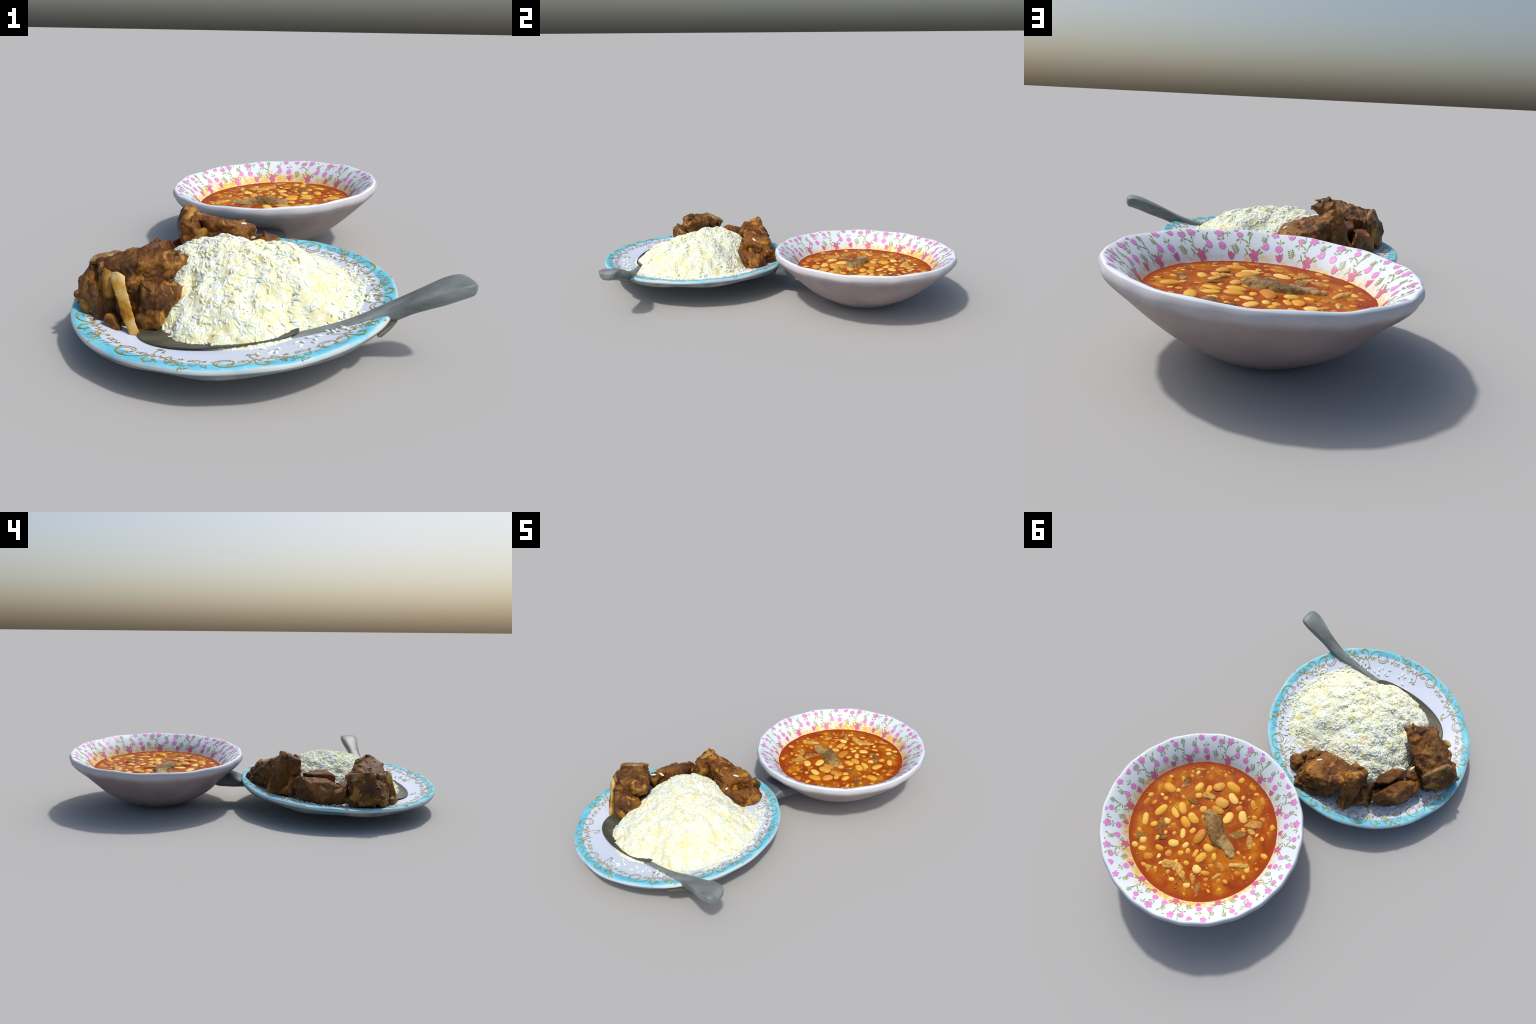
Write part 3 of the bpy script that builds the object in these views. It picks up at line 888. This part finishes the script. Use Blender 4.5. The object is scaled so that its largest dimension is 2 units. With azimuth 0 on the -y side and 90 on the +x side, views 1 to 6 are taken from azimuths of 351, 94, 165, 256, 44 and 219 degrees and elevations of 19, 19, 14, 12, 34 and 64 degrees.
# --- the rib piece at the left of the plate
A = empty("rib_meat_chunk", Matrix.Translation((-.47, -.50, .09)), "browned rib chunk with yellow bone at side", "meat")
me = lump("flesh", [
    # main slab bridging from the far right corner to the back ridge
    [(-.283, -.512, .282), (-.300, -.565, .262), (-.350, -.545, .320), (-.400, -.585, .296), (-.420, -.500, .316), (-.470, -.575, .275), (-.500, -.430, .272), (-.555, -.540, .258),
     (-.575, -.480, .270), (-.520, -.370, .235), (-.345, -.480, .286), (-.440, -.400, .245), (-.340, -.500, .205), (-.430, -.430, .165), (-.420, -.590, .190), (-.560, -.520, .150)],
    # rear block going down to the plate
    [(-.500, -.368, .225), (-.560, -.390, .222), (-.588, -.470, .255), (-.632, -.490, .205), (-.640, -.505, .130), (-.600, -.415, .115), (-.535, -.370, .095), (-.560, -.575, .100), (-.460, -.400, .095),
     (-.440, -.560, .100), (-.420, -.440, .100), (-.590, -.540, .215)],
    # inner block standing on the rice
    [(-.300, -.560, .200), (-.325, -.600, .195), (-.385, -.660, .222), (-.425, -.635, .242), (-.360, -.600, .235), (-.335, -.590, .100), (-.385, -.660, .100), (-.455, -.645, .085), (-.430, -.560, .230), (-.440, -.560, .095)],
    [(-.400, -.560, .250), (-.460, -.600, .240), (-.470, -.540, .100), (-.400, -.620, .100), (-.500, -.560, .240), (-.510, -.595, .090), (-.380, -.480, .100), (-.340, -.52, .12)],
    # ear over the rice
    [(-.278, -.515, .283), (-.288, -.545, .262), (-.330, -.520, .300), (-.340, -.560, .280), (-.320, -.500, .250)],
], .0042, 2, .004, 34, .009, 9, 1.0, .005, 70, .026)
part("flesh", me, flesh_a, A, True)
me = lump("bone", [[(-.520, -.575, .262), (-.497, -.600, .272), (-.475, -.600, .255), (-.520, -.600, .235), (-.470, -.625, .215), (-.508, -.620, .190), (-.500, -.575, .200)],
                   [(-.508, -.615, .200), (-.470, -.625, .220), (-.465, -.645, .140), (-.492, -.645, .130), (-.435, -.680, .086), (-.470, -.672, .086), (-.455, -.640, .086), (-.480, -.60, .150)]], .0045, 5, .002, 30, .003, 12, 2)
part("bone", me, bone, A, True)
me = lump("gristle", [[(-.498, -.350, .255), (-.515, -.345, .240), (-.535, -.400, .268), (-.565, -.400, .245), (-.580, -.475, .283), (-.602, -.480, .258), (-.560, -.490, .270), (-.510, -.370, .215), (-.580, -.450, .225), (-.530, -.43, .262)]], .0045, 5, .003, 30, .005, 14, 3)
part("gristle", me, white_bone, A, True)
me = lump("fat", [capsule_points((-.530, -.545, .235), (-.530, -.568, .190), .026, .026), capsule_points((-.590, -.500, .205), (-.602, -.512, .130), .028, .030)], .005, 6, .003, 26, .006, 14, 4)
part("fat", me, fat_mat, A, True)
me = lump("fat", [capsule_points((-.530, -.600, .112), (-.505, -.628, .092), .022, .016)], .005, 5, .003, 26, .004, 14, 5)
part("fat", me, fat_mat, A, True)

# --- the folded piece in the middle
B = empty("folded_meat_chunk", Matrix.Translation((-.42, -.25, .10)), "folded brown meat chunk, oval and fibrous", "meat")
me = lump("flesh", [
    [(-.358, -.122, .198), (-.375, -.150, .226), (-.425, -.285, .222), (-.500, -.362, .165), (-.505, -.372, .105), (-.450, -.190, .208), (-.425, -.165, .110), (-.490, -.250, .105),
     (-.515, -.330, .105), (-.475, -.300, .212), (-.385, -.135, .130), (-.400, -.300, .110), (-.350, -.180, .120), (-.475, -.210, .155), (-.515, -.300, .155)],
], .0042, 3, .003, 34, .008, 9, 6.0, .004, 26, .022)
part("flesh", me, flesh_b, B, True)
me = lump("fold", [
    [(-.332, -.185, .238), (-.345, -.250, .256), (-.365, -.300, .256), (-.410, -.332, .225), (-.325, -.240, .215), (-.390, -.230, .236), (-.325, -.190, .120), (-.430, -.340, .120), (-.340, -.310, .120), (-.412, -.300, .238)],
], .0042, 3, .003, 24, .008, 10, 7.0, .003, 12, .018)
part("fold", me, flesh_b, B, True)

# --- the large piece next to the bowl
C = empty("shank_meat_chunk", Matrix.Translation((-.14, -.07, .10)), "large sauced meat chunk with peaked corner", "meat")
me = lump("flesh", [
    # peaked head
    [(-.272, -.100, .347), (-.240, -.090, .337), (-.290, -.130, .320), (-.295, -.192, .288), (-.250, -.203, .285), (-.220, -.120, .317), (-.210, -.080, .292), (-.302, -.090, .270), (-.292, -.060, .235),
     (-.230, -.045, .250), (-.220, -.190, .180), (-.290, -.180, .150), (-.285, -.050, .130), (-.230, -.050, .110), (-.200, -.150, .120), (-.290, -.120, .110)],
    # sloping slab towards the bowl
    [(-.240, -.080, .312), (-.215, -.150, .302), (-.140, -.168, .288), (-.060, -.165, .268), (-.010, -.080, .242), (.005, -.025, .232), (-.100, -.025, .257), (-.200, -.045, .282), (-.010, .030, .155),
     (-.090, .022, .155), (-.180, -.010, .180), (-.050, -.160, .160), (.010, -.060, .130), (-.150, -.150, .140), (-.060, .000, .115), (-.180, -.030, .110)],
    # pointed tip
    [(-.020, .010, .215), (.015, -.020, .220), (-.008, .046, .155), (.020, .000, .130), (-.050, .020, .140), (-.05, -.06, .20)],
    # leg
    [(-.255, -.030, .190), (-.278, -.040, .190), (-.258, -.014, .110), (-.278, -.025, .110), (-.230, -.025, .150), (-.250, -.060, .200), (-.290, -.080, .200), (-.285, -.070, .110), (-.22, -.03, .11)],
], .0042, 2, .004, 34, .010, 9, 8.0, .005, 75, .026)
part("flesh", me, flesh_c, C, True)
me = lump("knuckle", [
    [(.085, -.050, .192), (.090, -.085, .175), (.030, -.155, .194), (-.010, -.170, .202), (.030, -.060, .205), (.078, -.112, .112), (.020, -.160, .120), (.065, -.025, .130), (-.020, -.160, .130), (.000, -.09, .20), (.05, -.10, .205)],
], .0042, 2, .006, 30, .012, 12, 9.0, .008, 24, .022)
part("knuckle", me, flesh_c, C, True)
me = lump("fat", [capsule_points((-.212, -.190, .258), (-.245, -.185, .225), .024, .022), capsule_points((-.268, -.150, .292), (-.250, -.115, .318), .022, .020),
                  capsule_points((-.258, -.040, .20), (-.266, -.020, .115), .014, .012)], .005, 6, .004, 28, .005, 14, 10)
part("fat", me, fat_mat, C, True)

# --- scraps and shreds wedged between the big chunks
D = empty("meat_scrap", Matrix.Translation((-.36, -.25, .11)), "small dark meat scraps between the chunks", "meat")
for k, (pts, mt) in enumerate([
    ([(-.300, -.130, .215), (-.345, -.110, .190), (-.330, -.180, .225), (-.360, -.150, .130), (-.270, -.110, .130), (-.300, -.190, .140), (-.370, -.110, .115), (-.290, -.06, .12)], flesh_c),
    ([(-.455, -.360, .190), (-.500, -.370, .180), (-.430, -.330, .200), (-.480, -.330, .120), (-.420, -.380, .130), (-.520, -.360, .110), (-.420, -.400, .200)], flesh_a),
    ([(-.060, -.175, .235), (-.020, -.190, .205), (-.140, -.185, .245), (.010, -.170, .200), (-.080, -.200, .160), (-.150, -.200, .190), (.000, -.180, .140), (-.06, -.14, .20)], flesh_c)]):
    part("scrap", lump("scrap", [pts], .005, 3, .005, 30, .010, 12, 20.0 + k, .004), mt, D, True)

# ================================================================== THE SPOON
S = empty("table_spoon", Matrix.Translation((0.0, -.76, .10)), "plain steel spoon lying under the rice", "spoon")
handle_mat = steel_mat("brushed_steel")
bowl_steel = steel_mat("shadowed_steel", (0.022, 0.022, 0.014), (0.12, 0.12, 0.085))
# handle stations: x, y, z of the top, width, depth
STATIONS = [(.560, -.788, .266, .038, .022), (.552, -.788, .275, .078, .044), (.534, -.788, .281, .098, .056), (.500, -.785, .275, .104, .062), (.460, -.780, .260, .094, .064),
            (.416, -.773, .240, .078, .060), (.376, -.767, .221, .068, .056), (.335, -.761, .201, .064, .056), (.290, -.758, .181, .058, .050), (.235, -.760, .161, .044, .028),
            (.170, -.766, .144, .034, .018), (.110, -.768, .132, .028, .014), (.050, -.770, .120, .030, .012), (.000, -.768, .112, .044, .010)]
verts, faces, K = [], [], 20
cent = resample(STATIONS[:], 1)
fine = []
for i in range(len(STATIONS) - 1):
    for s in range(5):
        t = s / 5
        p = [STATIONS[max(i - 1, 0)], STATIONS[i], STATIONS[i + 1], STATIONS[min(i + 2, len(STATIONS) - 1)]]
        fine.append([.5 * (2 * b + (c - a) * t + (2 * a - 5 * b + 4 * c - d) * t * t + (3 * b - a - 3 * c + d) * t ** 3) for a, b, c, d in zip(*p)])
fine.append(list(STATIONS[-1]))
for x, y, z, w, d in fine:
    for k in range(K):
        a = TAU * k / K
        cy, sz = math.cos(a), math.sin(a)
        yy = w / 2 * math.copysign(abs(cy) ** .7, cy)
        zz = (0.16 * d * sz if sz > 0 else d * .84 * math.copysign(abs(sz) ** .8, sz))
        verts.append((x, y + yy, z - .16 * d + zz + .002 * (1 - abs(cy)) * 0))
for i in range(len(fine) - 1):
    for k in range(K):
        faces.append((i * K + k, i * K + (k + 1) % K, (i + 1) * K + (k + 1) % K, (i + 1) * K + k))
faces.append(tuple(range(K))); faces.append(tuple(reversed(range((len(fine) - 1) * K, len(fine) * K))))
me = mesh_from("handle", verts, faces)
bm = bmesh.new(); bm.from_mesh(me); bmesh.ops.recalc_face_normals(bm, faces=bm.faces); bm.to_mesh(me); bm.free()
part("handle", me, handle_mat, S, True)
# oval bowl of the spoon: shallow shell with a rolled edge
SB = frame((-.204, -.704, .111), -.0634, -.0118) @ Matrix.Rotation(math.radians(166), 4, "Z")
prof = [(0.0001, -.010), (.3, -.0095), (.6, -.008), (.85, -.004), (.97, .0), (1.0, .002), (1.01, -.001), (.97, -.005), (.85, -.010), (.6, -.016), (.3, -.019), (.0001, -.020)]
me = revolve("spoon_bowl", prof, 96)
for v in me.vertices:
    x = v.co.x
    v.co.x = x * .245
    v.co.y = v.co.y * .115 * (1 + .30 * x)
me.transform(SB)
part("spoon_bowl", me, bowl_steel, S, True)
# dark web where handle and plate rim run together
me = lump("handle_web", [[(.345, -.745, .160), (.345, -.782, .158), (.325, -.71, .148), (.325, -.69, .142), (.255, -.845, .122), (.24, -.853, .130), (.29, -.70, .126), (.31, -.78, .124), (.27, -.830, .118), (.325, -.800, .150), (.30, -.70, .148), (.295, -.82, .142)]], .006, 10, .001, 20, .002, 10, 3)
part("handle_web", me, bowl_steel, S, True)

# the smear joining plate rim and bowl wall
web_mat = flat("dark_bluish_grey", (0.05, 0.08, 0.10), (0.13, 0.12, 0.135), 18)
d = Vector((0.2975, 0.9685, 0)).normalized(); side = Vector((d.y, -d.x, 0))
mid = PLATE_C + d * .53
pts = []
for s, w, z0, z1 in ((-.045, .080, .094, .126), (.0, .060, .096, .142), (.05, .066, .096, .170), (.10, .085, .098, .180), (.155, .10, .105, .165)):
    for sg in (-1, -.5, .5, 1):
        for z in (z0, z1):
            p = mid + d * s + side * (sg * w); pts.append((p.x, p.y, z + .012 if abs(sg) == 1 and z == z0 else z - (.012 if abs(sg) == 1 else 0)))
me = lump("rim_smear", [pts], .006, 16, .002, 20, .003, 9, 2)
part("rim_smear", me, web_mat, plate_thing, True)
